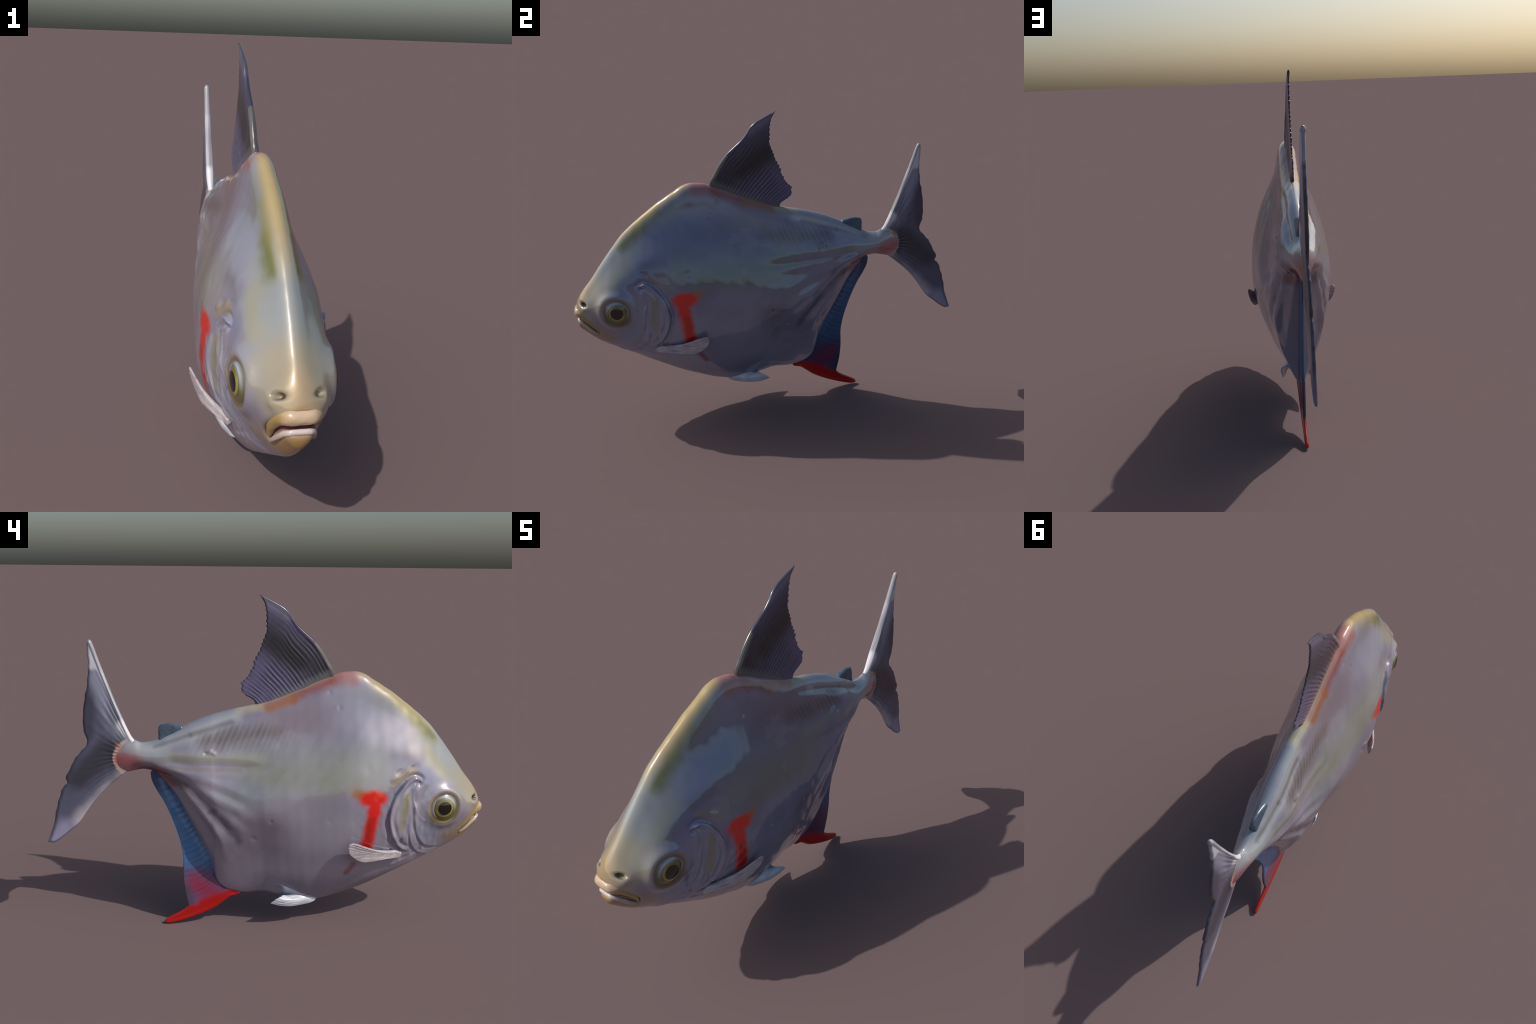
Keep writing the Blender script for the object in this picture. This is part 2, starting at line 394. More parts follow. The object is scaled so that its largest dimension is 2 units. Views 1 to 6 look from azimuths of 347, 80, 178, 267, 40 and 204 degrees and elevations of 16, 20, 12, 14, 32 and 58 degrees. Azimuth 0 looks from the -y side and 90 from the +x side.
    c = lay(c, srgb(150,146,84), t.mul(t.soft(ww, (-.67,1.002), (-.57,1.08), .030, .004), t.step(t.ax, .016, .028)), .7)
    c = lay(c, srgb(208,186,132), t.mul(crest, t.step(crest_d, .044, .006), t.step(t.z, .88, .98)), .95)
    # cheek and gill cover
    c = lay(c, srgb(168,174,198), t.soft(w, (-.72,.50), (-.80,.45), .085), .75)
    c = lay(c, srgb(178,180,200), t.soft(w, (-.60,.66), (-.62,.45), .06), .5)
    c = lay(c, srgb(196,196,208), cap(p, (-.575,.66), (-.565,.50), .035, .006), .6)
    c = lay(c, srgb(168,160,100), t.soft(w, (-.605,.67), (-.600,.52), .022, .003), .75)
    c = lay(c, srgb(196,196,206), cap(p, (-.645,.60), (-.652,.50), .016, .003), .5)
    c = lay(c, srgb(70,76,92), cap(p, (-.610,.737), (-.560,.680), .007, .002), 0.43)  # this and the next three: shadow under the gill flap edge, painted on
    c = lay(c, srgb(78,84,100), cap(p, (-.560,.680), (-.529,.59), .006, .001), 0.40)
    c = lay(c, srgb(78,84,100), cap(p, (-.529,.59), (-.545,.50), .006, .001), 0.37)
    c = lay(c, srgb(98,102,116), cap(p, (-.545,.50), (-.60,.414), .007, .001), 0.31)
    c = lay(c, srgb(190,170,120), t.soft(w, (-.64,.775), (-.55,.74), .022, .004), .6)
    c = lay(c, srgb(140,130,140), t.soft(w, (-.66,.83), (-.56,.84), .035, .012), .5)
    # lid ring, jaw
    er = t.vec('LENGTH', t.vec('SUBTRACT', p, (0, EYE[0], EYE[1])))
    ring = t.mul(t.step(er, .084, .072), t.step(er, .045, .060))
    c = lay(c, srgb(178,160,130), ring, .75)
    c = lay(c, srgb(124,104,50), t.mul(ring, t.step(t.z, EYE[1] - .005, EYE[1] - .055)), .85)
    c = lay(c, srgb(92,86,66), t.mul(t.step(er, .072, .060), t.step(er, .05, .058)), .6)
    c = lay(c, srgb(178,158,122), t.soft(w, (-.95,.50), (-.85,.45), .07, .02), .8)
    c = lay(c, srgb(188,150,92), t.soft(w, (-.99,.50), (-.91,.44), .040, .015), .95)
    c = lay(c, srgb(160,118,70), cap(p, (-.992,.606), (-.900,.514), .007, .001), .6)
    c = lay(c, srgb(62,52,44), blob(p, NOSTRIL, (.016,.014), .6), .95)
    # right flank (+x) multiplied by a darker, bluer tint than the left
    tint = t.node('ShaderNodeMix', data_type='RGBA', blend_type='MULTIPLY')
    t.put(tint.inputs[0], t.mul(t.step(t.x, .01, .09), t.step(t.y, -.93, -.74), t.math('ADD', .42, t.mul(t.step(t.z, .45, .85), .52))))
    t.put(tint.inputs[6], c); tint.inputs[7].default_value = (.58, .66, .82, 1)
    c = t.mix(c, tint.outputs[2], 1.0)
    # mottling and ragged-edged silvery patches
    n3 = t.noise(t.P, 2.6, 4, .55, distort=.3)
    c = lay(c, srgb(188,186,200), t.mul(t.step(n3, .54, .56), t.step(t.y, -.80, -.66), t.step(t.y, .45, .30)), .16)
    c = lay(c, srgb(120,116,124), t.step(n2, .60, .80), .15)
    c = lay(c, srgb(200,200,206), t.step(n2, .40, .22), .12)
    # the red flash behind the gill cover, ragged, orange at its upper rear
    fl = t.flat(.020, 28)
    c = lay(c, srgb(190,120,54), cap(fl, (-.45,.672), (-.385,.690), .040, .004), .7)
    c = lay(c, srgb(176,70,70), cap(fl, (-.462,.60), (-.436,.42), .046, .010), .6)
    stem = cap(fl, (-.468,.64), (-.441,.44), .044, .008)
    stem = t.mul(stem, t.step(t.z, .38, .45))
    hammer = t.math('MAXIMUM', blob(fl, (-.460,.664), (.084,.050), .55), cap(fl, (-.472,.650), (-.464,.600), .046, .014))
    c = lay(c, srgb(252,34,14), t.math('MAXIMUM', stem, hammer), .97)
    c = lay(c, srgb(176,20,14), t.mul(cap(fl, (-.452,.57), (-.440,.46), .030, .006), .5))
    c = lay(c, srgb(166,80,76), cap(fl, (-.39,.345), (-.362,.295), .024, .002), .7)
    fine = t.noise(t.P, 60, 3, .6)
    rough = t.math('ADD', .075, t.mul(t.step(n1, .45, .75), .09))
    c = t.mix(c, (0, 0, 0), DARKEN)
    return t.finish(c, rough, fine, .03, .002, Metallic=.15, IOR=1.85)

def dorsal_material():
    t = Tree('dorsal_fin_skin'); t.coords(); p, w = t.flat(), t.flat(.05, 9)
    n = t.noise(t.P, 16, 4, .6)
    c = t.mix(srgb(80,77,104), srgb(110,104,138), n)
    cap, blob = t.capsule, t.blob
    c = t.mix(c, srgb(54,54,60), t.mul(t.soft(w, (-.24,1.20), (.0,1.36), .11, .03), .95))
    c = t.mix(c, srgb(44,44,50), t.mul(cap(w, (-.14,1.24), (-.02,1.33), .06, .01), .8))
    c = t.mix(c, srgb(150,146,134), t.mul(cap(p, (-.30,1.18), (-.215,1.325), .014, .004), .8))
    c = t.mix(c, srgb(132,130,148), t.mul(t.soft(w, (-.09,1.44), (.02,1.52), .03, .006), .6))
    c = t.mix(c, srgb(110,118,118), t.mul(cap(w, (-.27,1.19), (-.05,1.095), .03, .006), .5))
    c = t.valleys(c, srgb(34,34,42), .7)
    return t.finish(c, .24, n, .15, .003, Specular_IOR_Level=.6)

def caudal_material():
    t = Tree('tail_fin_skin'); t.coords(); p, w = t.flat(), t.flat(.04, 9)
    n = t.noise(t.P, 14, 4, .6)
    c = t.mix(srgb(70,73,92), srgb(98,101,124), n)
    cap, blob = t.capsule, t.blob
    c = t.mix(c, srgb(52,52,60), t.mul(cap(w, (.72,.83), (.85,.72), .09, .02), .85))
    c = t.mix(c, srgb(56,58,74), t.mul(cap(w, (.80,.92), (.79,1.10), .05, .01), .7))
    c = t.mix(c, srgb(150,154,176), t.mul(t.soft(w, (.655,.93), (.75,1.18), .05, .01), .85))
    c = t.mix(c, srgb(226,226,238), cap(p, (.585,.88), (.775,1.33), .026, .010))
    c = t.mix(c, srgb(206,206,216), t.step(t.math('ADD', t.z, t.mul(n, .01)), 1.20, 1.225))
    c = t.mix(c, srgb(192,186,196), t.mul(t.soft(w, (.62,.735), (.84,.51), .055), .9))
    c = t.mix(c, srgb(150,148,176), t.mul(t.soft(w, (.92,.48), (.98,.42), .06, .015), .9))
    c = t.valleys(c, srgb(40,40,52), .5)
    c = t.mix(c, t.mix(root_colours(t, c, p, t.flat(.02, 40)), (0, 0, 0), DARKEN), t.step(t.y, .72, .69))
    c = t.mix(c, srgb(214,214,220), t.mul(cap(p, (.57,.875), (.64,.96), .040, .012), .9))
    return t.finish(c, .24, n, .15, .003, Specular_IOR_Level=.6)

def anal_material():
    t = Tree('anal_fin_skin'); t.coords(); p, w = t.flat(), t.flat(.04, 9)
    n = t.noise(t.P, 16, 4, .6)
    c = t.mix(srgb(56,102,152), srgb(82,132,180), n)
    cap = t.capsule
    c = t.mix(c, srgb(52,60,92), t.mul(t.step(t.z, .60, .70), .8))
    c = t.mix(c, srgb(86,82,116), t.mul(t.step(t.z, .34, .24), .9))
    c = t.mix(c, srgb(120,150,190), t.mul(cap(w, (.48,.71), (.27,.33), .02, .004), .4))
    c = t.mix(c, srgb(150,40,66), t.mul(t.soft(w, (.25,.15), (.32,.20), .075, .01), .85))
    c = t.mix(c, srgb(70,72,84), t.mul(cap(w, (.36,.10), (.375,.17), .05, .01), .8))
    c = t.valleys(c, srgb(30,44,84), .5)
    c = t.mix(c, srgb(22,34,66), t.mul(t.step(t.x, -.004, .004), .55))
    red = t.math('MAXIMUM', cap(w, (.14,.15), (.29,.085), .056, .016), cap(w, (.29,.075), (.47,.01), .052, .022))
    c = t.mix(c, srgb(168,18,14), red)
    c = t.mix(c, srgb(60,20,30), t.mul(cap(p, (.19,.185), (.235,.25), .016, .004), .6))
    return t.finish(c, .26, n, .12, .003, Specular_IOR_Level=.6)

def plain_fin(name, a, b, edge=None, streak=None, rough=.28):
    t = Tree(name); t.coords()
    n = t.noise(t.P, 20, 4, .6)
    c = t.mix(srgb(*a), srgb(*b), t.step(n, .3, .7))
    if streak:
        w = t.noise(t.vec('MULTIPLY', t.P, (40, 6, 90)), 1, 2, .5)
        c = t.mix(c, srgb(*streak), t.mul(t.step(w, .50, .70), .6))
    if edge:
        c = t.mix(c, srgb(*edge), t.mul(t.step(t.y, -.365, -.345), .5))
    return t.finish(c, rough, n, .1, .002, Specular_IOR_Level=.6)

def lip_material(name, mid, sidec):
    t = Tree(name); t.coords()
    n = t.noise(t.P, 18, 3, .6)
    c = t.mix(srgb(*mid), srgb(*sidec), t.step(t.math('ADD', t.ax, t.mul(t.math('SUBTRACT', n, .5), .06)), .022, .066))
    return t.finish(c, .2, n, .1, .002, Specular_IOR_Level=.7, Coat_Weight=.3, Coat_Roughness=.08)

def iris_material():
    t = Tree('iris'); t.coords()
    p = t.flat()
    r = t.vec('LENGTH', t.vec('SUBTRACT', p, (0, EYE[0], EYE[1])))
    n = t.noise(t.P, 30, 3, .6)
    up = t.step(t.math('SUBTRACT', t.z, t.mul(t.math('ADD', t.y, -EYE[0]), .5)), EYE[1] + .002, EYE[1] + .060)
    c = t.mix(srgb(98,94,52), srgb(158,164,172), up)                    # silvery ring, olive below
    c = t.mix(c, srgb(60,58,40), t.mul(t.step(r, .0415, .0430), t.step(r, .0475, .0450), .6))
    c = t.mix(c, srgb(144,136,60), t.step(r, .0425, .0400))              # golden iris
    c = t.mix(c, srgb(96,88,36), t.mul(t.step(r, .0425, .0405), t.step(t.math('ADD', t.z, t.mul(t.math('SUBTRACT', t.y, EYE[0]), .6)), EYE[1] - .005, EYE[1] + .03), .75))
    c = t.mix(c, srgb(92,86,60), t.mul(t.step(r, .050, .061), .8))
    return t.finish(c, .16, None, Specular_IOR_Level=.7, Coat_Weight=.6, Coat_Roughness=.03)

# --------------------------------------------------------------------------
#  objects
# --------------------------------------------------------------------------
root = bpy.data.objects.new('silver_dollar_fish', None)
root.empty_display_size = .2
bpy.context.scene.collection.objects.link(root)
root['label'] = 'deep-bodied silver fish with red gill flash and red-tipped blue anal fin'
root['category'] = 'fish'

def add_object(name, V, F, mat, parent=root, normals=None):
    me = bpy.data.meshes.new(name)
    me.from_pydata(np.asarray(V).tolist(), [], np.asarray(F).tolist() if isinstance(F, np.ndarray) else F)
    me.materials.append(mat)
    me.polygons.foreach_set('use_smooth', np.ones(len(me.polygons), bool))
    me.update()
    if normals is not None:
        me.normals_split_custom_set_from_vertices(np.asarray(normals).tolist())
    ob = bpy.data.objects.new(name, me)
    bpy.context.scene.collection.objects.link(ob)
    ob.parent = parent
    return ob

SKIN = skin_material()

def build_body():
    G = body_grid()
    n = grid_normals(G)
    if n[300, 60, 0] < 0: n = -n
    d, dm, pit = relief(G)
    back = np.stack([-G[..., 0] * 4, np.ones_like(d), np.zeros_like(d)], -1)
    back /= np.linalg.norm(back, axis=-1, keepdims=True)
    d *= sstep(-.9915, -.980, G[..., 1])
    V = G + n * d[..., None] + back * pit[..., None]
    N, M = V.shape[:2]
    idx = np.arange(N * M).reshape(N, M)
    j = np.roll(idx, -1, 1)
    F = np.stack([idx[:-1], idx[1:], j[1:], j[:-1]], -1).reshape(-1, 4)
    P = V.reshape(-1, 3)
    caps = [list(idx[0]), list(idx[-1][::-1])]
    me = bpy.data.meshes.new('whole'); me.from_pydata(P.tolist(), [], F.tolist()); me.update()
    # outward orientation
    k = len(F) // 2
    f = me.polygons[300 * M + 60]
    flip = f.normal.x < 0
    if flip:
        F = F[:, ::-1]; me.flip_normals(); me.update()
        caps = [c[::-1] for c in caps]
    VN = np.zeros(len(P) * 3); me.vertex_normals.foreach_get('vector', VN); VN = VN.reshape(-1, 3)
    bpy.data.meshes.remove(me)
    C = G.reshape(-1, 3)[F].mean(1)
    dmv = dm.reshape(-1)[F].mean(1)
    y, z = C[:, 1], C[:, 2]
    d1, s1, f1 = seg_dist(y, z, GILL_EDGE)
    d2, s2, f2 = seg_dist(y, z, CHEEK_EDGE)
    cheek_y = np.interp(z, CHEEK_EDGE[::-1, 1], CHEEK_EDGE[::-1, 0])
    gill_y = np.interp(z, GILL_EDGE[::-1, 1][:52], GILL_EDGE[::-1, 0][:52])
    in_band = (z > .40) & (z < .745)
    cover = in_band & (y > np.where(z > .66, -.655, cheek_y)) & (y < gill_y)
    head_line = np.where(z > .745, -.655 - .25 * (z - .745), np.where(z > .40, gill_y, -.60 + (.40 - z) * .4))
    head = (y < head_line) & ~cover
    mouth = (dmv < .016) & (y < -.90)
    head &= ~mouth; cover &= ~mouth
    tail = (y > .50)
    torso = ~(head | cover | mouth | tail)
    parts = [('head', head, SKIN), ('torso', torso, SKIN), ('gill_cover', cover & (C[:, 0] > 0), SKIN),
             ('gill_cover', cover & (C[:, 0] < 0), SKIN), ('tail', tail, SKIN),
             ('mouth_lining', mouth, Tree('mouth_lining').finish(srgb(120,72,70), .35))]
    for name, mask, mat in parts:
        f = F[mask]
        use = np.unique(f); remap = np.zeros(len(P), int); remap[use] = np.arange(len(use))
        ff = remap[f].tolist()
        if name == 'tail': ff.append([int(i) for i in remap[caps[1]]])
        if name == 'mouth_lining': 
            if set(caps[0]) <= set(use.tolist()): ff.append([int(i) for i in remap[caps[0]]])
        add_object(name, P[use], ff, mat, normals=VN[use])
build_body()

# -------------------------------------------------------------------- fins
def curve3(pts, u):
    """curve through 3D points at parameters; a 4th number per point is its parameter"""
    p = np.array(pts, float)
    if p.shape[1] == 4: s = p[:, 3]
    else:
        s = np.concatenate([[0], np.cumsum(np.linalg.norm(np.diff(p[:, :3], axis=0), axis=1))]); s = s / s[-1]
    return np.stack([pchip(u, s, p[:, k]) for k in range(3)], -1)

def build_fin(name, base, lead, margin, trail, mat, thick, rays, ridge, edge=.012, lead_spine=0, scallop=0,
              nu=170, nv=110, ragged=0, seed=1, bend=None, tipfade=.75, ray_pow=1.0, ray_from=0, spine_taper=.6, hug=1.0, ray_in=.03, base_thin=0, close_base=False, parent=root):
    """a fin blade: Coons patch between its four edges, given thickness, rounded rim and raised rays"""
    ease = lambda n: (lambda s: .5 * s + .5 * (1 - np.cos(math.pi * s)) / 2)(np.linspace(0, 1, n))
    u, v = ease(nu), ease(nv)
    B, Mg, L, T = curve3(base, u), curve3(margin, u), curve3(lead, v), curve3(trail, v)
    U, W = u[:, None, None], v[None, :, None]
    # ruled surface from base to margin; the shape of the two side edges dies out quickly inward
    chord = lambda E: E - ((1 - v)[:, None] * E[0] + v[:, None] * E[-1])
    S = ((1 - W) * B[:, None] + W * Mg[:, None] + (1 - U) ** hug * chord(L)[None] + U ** hug * chord(T)[None])
    r = np.random.RandomState(seed)
    ph = 2 * math.pi * (rays * U[..., 0] ** ray_pow + .12 * np.interp(U[..., 0], np.linspace(0, 1, rays), r.normal(size=rays)))
    if scallop:   # ray tips stand out of the trailing margin
        amp = np.interp(u * rays, np.arange(rays + 1), r.uniform(.1, 1, rays + 1) ** 1.5)
        k = scallop * amp * (1 - np.abs(np.sin(ph[:, 0] / 2))) * sstep(0, .12, u) * sstep(1, .95, u)
        k += ragged * np.interp(u, np.linspace(0, 1, 15), r.normal(size=15)) * sstep(0, .15, u) * sstep(1, .9, u)
        dirv = S[:, -1] - S[:, -8]; dirv /= np.maximum(np.linalg.norm(dirv, axis=1, keepdims=True), 1e-6)
        S = S + (dirv * k[:, None])[:, None] * (sstep(.7, 1, v)[None, :, None])
    du = np.gradient(S, axis=0); dv = np.gradient(S, axis=1)
    n = np.cross(du, dv); ln = np.linalg.norm(n, axis=-1, keepdims=True)
    n = n / np.maximum(ln, 1e-9)
    flatn = n.mean((0, 1)); flatn /= np.linalg.norm(flatn)
    n = np.where(ln > 1e-8, n, flatn); n = .5 * n * np.sign((n @ flatn))[..., None] + .5 * flatn
    n /= np.linalg.norm(n, axis=-1, keepdims=True)
    acc = lambda A, ax: np.concatenate([np.zeros_like(np.take(A, [0], ax)[..., 0]),
                                        np.cumsum(np.linalg.norm(np.diff(A, axis=ax), axis=-1), axis=ax)], ax)
    a_u, a_v = acc(S, 0), acc(S, 1)
    e = np.minimum(np.minimum(a_u, a_u[-1:] - a_u), a_v[:, -1:] - a_v)
    if close_base: e = np.minimum(e, a_v)
    rim = np.sqrt(np.clip(1 - (1 - np.clip(e / edge, 0, 1)) ** 2, 0, 1))
    t0, t1 = thick
    vv = np.broadcast_to(v[None], e.shape)
    h = t0 + (t1 - t0) * vv ** .8
    h = h * (1 - base_thin * (1 - sstep(0, .28, vv)))
    h = h + lead_spine * sstep(0, .1, vv + (1 - sstep(0, .01, base_thin))) * gauss(a_u - .010, .014) * (1 - spine_taper * vv)
    # corrugation: rays alternate on both faces, with irregular strength
    am = np.interp(u * rays, np.arange(rays + 1), r.uniform(.25, 1.15, rays + 1))[:, None]
    fade = sstep(ray_in, ray_in + .14, vv) * (1 - tipfade * sstep(.25, .95, vv)) * sstep(ray_from, ray_from + .06, U[..., 0]) * sstep(1, .97, U[..., 0])
    cor = ridge * am * np.cos(ph) * fade * (1 + .5 * waves(S, .10, seed + 60, 8))
    cor += .25 * ridge * waves(S, .12, seed + 20, 8) * sstep(.1, .4, vv)
    if bend is not None: S = S + bend(S, U, W)
    A = S + n * (rim * (h + cor))[..., None]
    Bk = S - n * (rim * (h + .7 * cor))[..., None]
    idx = np.arange(nu * nv).reshape(nu, nv)
    F1 = np.stack([idx[:-1, :-1], idx[1:, :-1], idx[1:, 1:], idx[:-1, 1:]], -1).reshape(-1, 4)
    second = idx.copy() + nu * nv
    for sl in ((0, slice(None)), (-1, slice(None)), (slice(None), -1)) + (((slice(None), 0),) if close_base else ()): second[sl] = idx[sl]
    F2 = np.stack([second[:-1, :-1], second[:-1, 1:], second[1:, 1:], second[1:, :-1]], -1).reshape(-1, 4)
    V = np.concatenate([A.reshape(-1, 3), Bk.reshape(-1, 3)]); F = np.concatenate([F1, F2])
    used = np.unique(F); rm = np.zeros(len(V), int); rm[used] = np.arange(len(used))
    ob = add_object(name, V[used], rm[F], mat, parent=parent)
    import bmesh
    bm = bmesh.new(); bm.from_mesh(ob.data)
    bmesh.ops.remove_doubles(bm, verts=bm.verts, dist=1e-5)
    bmesh.ops.recalc_face_normals(bm, faces=bm.faces)
    bm.to_mesh(ob.data); bm.free()
    ob.data.polygons.foreach_set('use_smooth', np.ones(len(ob.data.polygons), bool))
    return ob

mid = lambda pts: [(0, *p[:2], *p[2:]) for p in pts]

build_fin('dorsal_fin',
    base=mid([(-.302,1.176),(-.236,1.150),(-.161,1.117),(-.085,1.086),(-.018,1.061),(.050,1.044)]),
    lead=mid([(-.302,1.176),(-.300,1.192),(-.275,1.240),(-.246,1.288),(-.208,1.335),(-.171,1.368),(-.134,1.401),(-.112,1.428),(-.092,1.458),(-.069,1.479),(-.034,1.499),(0,1.516),(.038,1.532)]),
    margin=mid([(.038,1.532,0),(.020,1.505,.05),(.010,1.480,.10),(.005,1.455,.15),(.004,1.42,.22),(.006,1.38,.30),(.018,1.335,.40),(.034,1.295,.49),(.056,1.245,.60),(.070,1.205,.69),(.090,1.170,.78),(.110,1.150,.86),(.110,1.115,.93),(.094,1.092,1)]),
    trail=mid([(.050,1.044),(.056,1.066),(.075,1.082),(.094,1.092)]),
    mat=dorsal_material(), thick=(.0095,.0042), rays=23, ridge=.0017, lead_spine=.0045, tipfade=.92, hug=3.0, scallop=.012, ragged=.0016, seed=4, nu=230, nv=120)

build_fin('tail_fin',
    base=mid([(.572,.866),(.600,.848),(.618,.815),(.612,.780),(.605,.760)]),
    lead=mid([(.572,.866),(.580,.880),(.592,.893),(.603,.907),(.612,.924),(.624,.950),(.650,1.014),(.672,1.069),(.694,1.130),(.719,1.199),(.741,1.263),(.758,1.314),(.766,1.332),(.776,1.338)]),
    margin=mid([(.776,1.338,0),(.785,1.322,.02),(.785,1.28,.06),(.780,1.222,.12),(.790,1.15,.19),(.804,1.087,.25),(.814,1.02,.32),(.816,.96,.38),(.810,.92,.43),(.799,.885,.47),(.806,.866,.50),(.838,.830,.56),(.863,.797,.61),(.884,.755,.66),(.903,.716,.70),(.896,.697,.715),(.912,.682,.735),(.934,.634,.79),(.951,.577,.85),(.965,.513,.90),(.985,.453,.95),(1.000,.414,1)]),
    trail=mid([(.605,.760),(.640,.738),(.697,.692),(.747,.645),(.785,.601),(.826,.543),(.857,.500),(.903,.461),(.945,.427),(.978,.410),(1.000,.414)]),
    mat=caudal_material(), thick=(.0145,.0072), rays=17, ridge=.0016, lead_spine=.0045, scallop=.004, ragged=.0012, seed=9, nu=260, nv=110, tipfade=.9, spine_taper=.1, edge=.015, hug=1.6, ray_in=.14, base_thin=.5)

build_fin('anal_fin',
    base=mid([(.112,.162,0),(.160,.178,.10),(.196,.200,.19),(.220,.232,.27),(.240,.303,.38),(.273,.384,.49),(.310,.462,.60),(.349,.540,.71),(.391,.622,.82),(.448,.704,.93),(.500,.754,1)]),
    lead=mid([(.112,.162),(.117,.151),(.155,.139),(.189,.115),(.228,.085),(.277,.059),(.345,.031),(.413,.009),(.452,.001),(.468,.002),(.476,.008)]),
    margin=mid([(.476,.008,0),(.471,.020,.02),(.446,.037,.06),(.402,.060,.12),(.372,.080,.17),(.362,.094,.20),(.369,.130,.25),(.379,.182,.31),(.384,.259,.40),(.382,.325,.48),(.392,.400,.57),(.415,.480,.67),(.441,.550,.76),(.473,.618,.85),(.499,.662,.91),(.521,.715,.97),(.524,.744,1)]),
    trail=mid([(.500,.754),(.512,.756),(.524,.744)]),
    mat=anal_material(), thick=(.0125,.0060), rays=30, ridge=.0008, lead_spine=.003, ray_from=.2, seed=12, nu=260, nv=90, tipfade=.5, edge=.010)

build_fin('adipose_fin',
    base=mid([(.368,.945),(.41,.925),(.45,.905),(.486,.888)]),
    lead=mid([(.368,.945),(.375,.957),(.404,.964),(.440,.968),(.462,.966)]),
    margin=mid([(.462,.966),(.475,.962),(.483,.953),(.4855,.940)]),
    trail=mid([(.486,.888),(.485,.915),(.4855,.940)]),
    mat=plain_fin('adipose_fin_skin', (58,72,90), (80,94,112)), thick=(.019,.006), rays=5, ridge=.0006, seed=15, nu=60, nv=50, edge=.014)

# paired fins, mirrored across the body
PECTORAL = plain_fin('pectoral_fin_skin', (166,158,164), (190,182,188), edge=(150,60,66), streak=(128,116,122))
PELVIC = plain_fin('pelvic_fin_skin', (184,190,202), (212,216,224), streak=(150,160,178))
for s in (1, -1):
    o = np.array([.128, -.592, .388]); A = np.array([.088, .240, .068]); A_n = A / np.linalg.norm(A)
    Bv = np.array([.30, .13, 1.0]); Bv -= A_n * (Bv @ A_n); Bv /= np.linalg.norm(Bv); Nn = np.cross(A_n, Bv)
    def at(a, b):
        q = o + A * a + Bv * b + Nn * (.012 * math.sin(math.pi * min(max(a, 0), 1)))
        return (q[0] * s, q[1], q[2])
    build_fin('pectoral_fin',
        base=[at(-.06,.014), at(-.08,.0), at(-.06,-.016)],
        lead=[at(-.06,.014), at(.08,.018), at(.2,.012), at(.4,.009), at(.62,.014), at(.82,.021), at(.93,.022)],
        margin=[at(.93,.022), at(.985,.016), at(1.0,.003), at(.985,-.012), at(.95,-.026), at(.88,-.042), at(.78,-.054), at(.66,-.061)],
        trail=[at(-.06,-.016), at(.10,-.026), at(.25,-.034), at(.42,-.050), at(.55,-.060), at(.66,-.061)],
        mat=PECTORAL, thick=(.010,.0026), rays=11, ridge=.0009, scallop=.003, ragged=.0012, close_base=True, seed=21, nu=90, nv=100, edge=.008, tipfade=.3)
    q = lambda x, y, z: (x * s, y, z)
    build_fin('pelvic_fin',
        base=[q(.016,-.245,.128), q(.036,-.19,.146), q(.040,-.14,.158), q(.026,-.11,.150), q(.012,-.10,.142)],
        lead=[q(.016,-.245,.128), q(.026,-.235,.119), q(.042,-.185,.108), q(.056,-.12,.104), q(.066,-.065,.112), q(.071,-.022,.126)],
        margin=[q(.071,-.022,.126), q(.074,-.031,.135), q(.078,-.048,.151), q(.069,-.070,.160), q(.050,-.084,.158), q(.028,-.066,.142)],
        trail=[q(.012,-.10,.142), q(.020,-.082,.140), q(.028,-.066,.142)],
        mat=PELVIC, thick=(.007,.0034), rays=8, ridge=.0010, scallop=.004, ragged=.0015, seed=31, nu=100, nv=70, edge=.009, tipfade=.3)

# -------------------------------------------------------------------- eyes
IRIS = iris_material()
PUPIL = Tree('pupil').finish(srgb(16,14,14), .10, Specular_IOR_Level=.6, Coat_Weight=.6, Coat_Roughness=.03)
def dome(name, R, height, lift, mat, s, parent, power=2.0, rings=26, segs=72, off=(0, 0)):
    cy, cz = EYE; e = 1e-3
    x0 = surface_x(cy, cz)[0]
    gy = (surface_x(cy + .05, cz)[0] - surface_x(cy - .05, cz)[0]) / .1
    gz = (surface_x(cy, cz + .05)[0] - surface_x(cy, cz - .05)[0]) / .1
    gy *= .6
    n = np.array([1, -gy, -gz]); n /= np.linalg.norm(n)
    V = []; F = []
    for i in range(rings + 1):
        r = i / rings
        for k in range(segs):
            a = 2 * math.pi * k / segs
            py, pz = R * r * math.cos(a) + off[0], R * r * math.sin(a) + off[1]
            q = np.array([x0 + gy * py + gz * pz, cy + py, cz + pz]) + n * (lift + height * (1 - r ** power))
            V.append((q[0] * s, q[1], q[2]))
    for i in range(rings):
        for k in range(segs):
            f = [i * segs + k, i * segs + (k + 1) % segs, (i + 1) * segs + (k + 1) % segs, (i + 1) * segs + k]
            F.append(f if s < 0 else f[::-1])
    ob = add_object(name, V, F, mat, parent=parent)
    import bmesh
    bm = bmesh.new(); bm.from_mesh(ob.data); bmesh.ops.remove_doubles(bm, verts=bm.verts, dist=1e-6); 
    bm.normal_update()
    if sum(f.normal.x for f in bm.faces) * s < 0: bmesh.ops.reverse_faces(bm, faces=bm.faces)
    bm.to_mesh(ob.data); bm.free()
    return ob
for s in (1, -1):
    eye = dome('eye', .067, .0255, .002, IRIS, s, root)
    dome('pupil', .0305, .0050, .0235, PUPIL, s, eye)

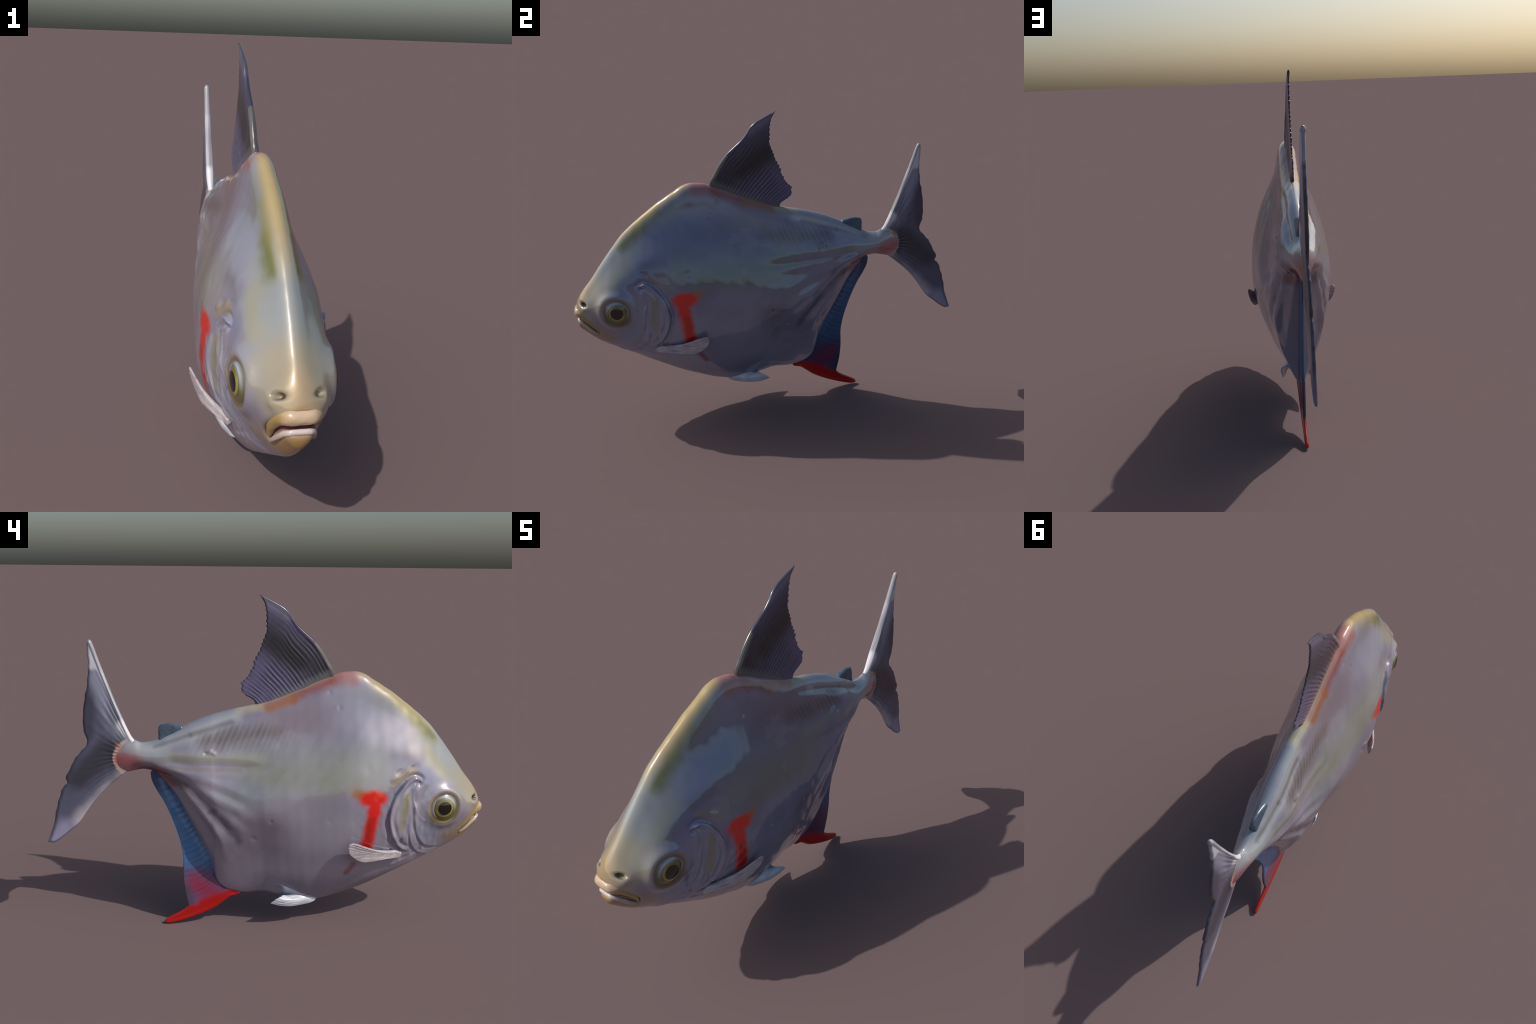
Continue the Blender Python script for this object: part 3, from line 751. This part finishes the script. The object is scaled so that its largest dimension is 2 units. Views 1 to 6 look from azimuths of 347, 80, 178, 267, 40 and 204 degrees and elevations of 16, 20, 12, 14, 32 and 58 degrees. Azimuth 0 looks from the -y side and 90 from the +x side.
# -------------------------------------------------------------------- lips
def lip(name, up, mat, r_mid, r_end, off_mid, off_end, push):
    n_s, n_c = 90, 28
    C = smooth_line(MOUTH, n_s)
    tt = np.linspace(-1, 1, n_s)
    prof = 1 - np.abs(tt) ** 4.2
    tang = np.gradient(C, axis=0); tang /= np.linalg.norm(tang, axis=1, keepdims=True)
    out = np.cross(tang, (0, 0, 1)); out[:, 2] = 0
    out *= np.sign((out * (C - [0, -.86, 0])).sum(1))[:, None]; out /= np.linalg.norm(out, axis=1, keepdims=True)
    upv = np.cross(out, tang); upv *= np.sign(upv[:, 2:3]); upv /= np.linalg.norm(upv, axis=1, keepdims=True)
    outv = out
    rad = r_end + (r_mid - r_end) * prof; off = (off_end + (off_mid - off_end) * prof) * up
    C = C + upv * off[:, None] + outv * (push * prof - .006)[:, None]
    V = []; F = []
    for i in range(n_s):
        cap = math.sqrt(max(0, 1 - max(0, abs(tt[i]) - .93) ** 2 / .07 ** 2)) if abs(tt[i]) > .93 else 1
        for k in range(n_c):
            a = 2 * math.pi * k / n_c
            w1 = 1 + .10 * math.sin(tt[i] * 9 + k) * math.cos(tt[i] * 23)
            V.append(C[i] + cap * w1 ** .3 * (upv[i] * math.cos(a) * rad[i] + outv[i] * math.sin(a) * rad[i] * .80))
    V = np.array(V); V += .0008 * waves(V, .03, 40)[:, None] * 0 + 0
    for i in range(n_s - 1):
        for k in range(n_c):
            F.append([i * n_c + k, i * n_c + (k + 1) % n_c, (i + 1) * n_c + (k + 1) % n_c, (i + 1) * n_c + k])
    F.append(list(range(n_c))[::-1]); F.append(list(range((n_s - 1) * n_c, n_s * n_c)))
    ob = add_object(name, V, F, mat)
    import bmesh
    bm = bmesh.new(); bm.from_mesh(ob.data); bmesh.ops.recalc_face_normals(bm, faces=bm.faces); bm.to_mesh(ob.data); bm.free()
lip('upper_lip', 1, lip_material('upper_lip_skin', (190,166,140), (160,136,82)), .0225, .006, .0275, .007, -.003)
lip('lower_lip', -1, lip_material('lower_lip_skin', (200,186,184), (174,158,146)), .0090, .0045, .0180, .0055, -.0055)
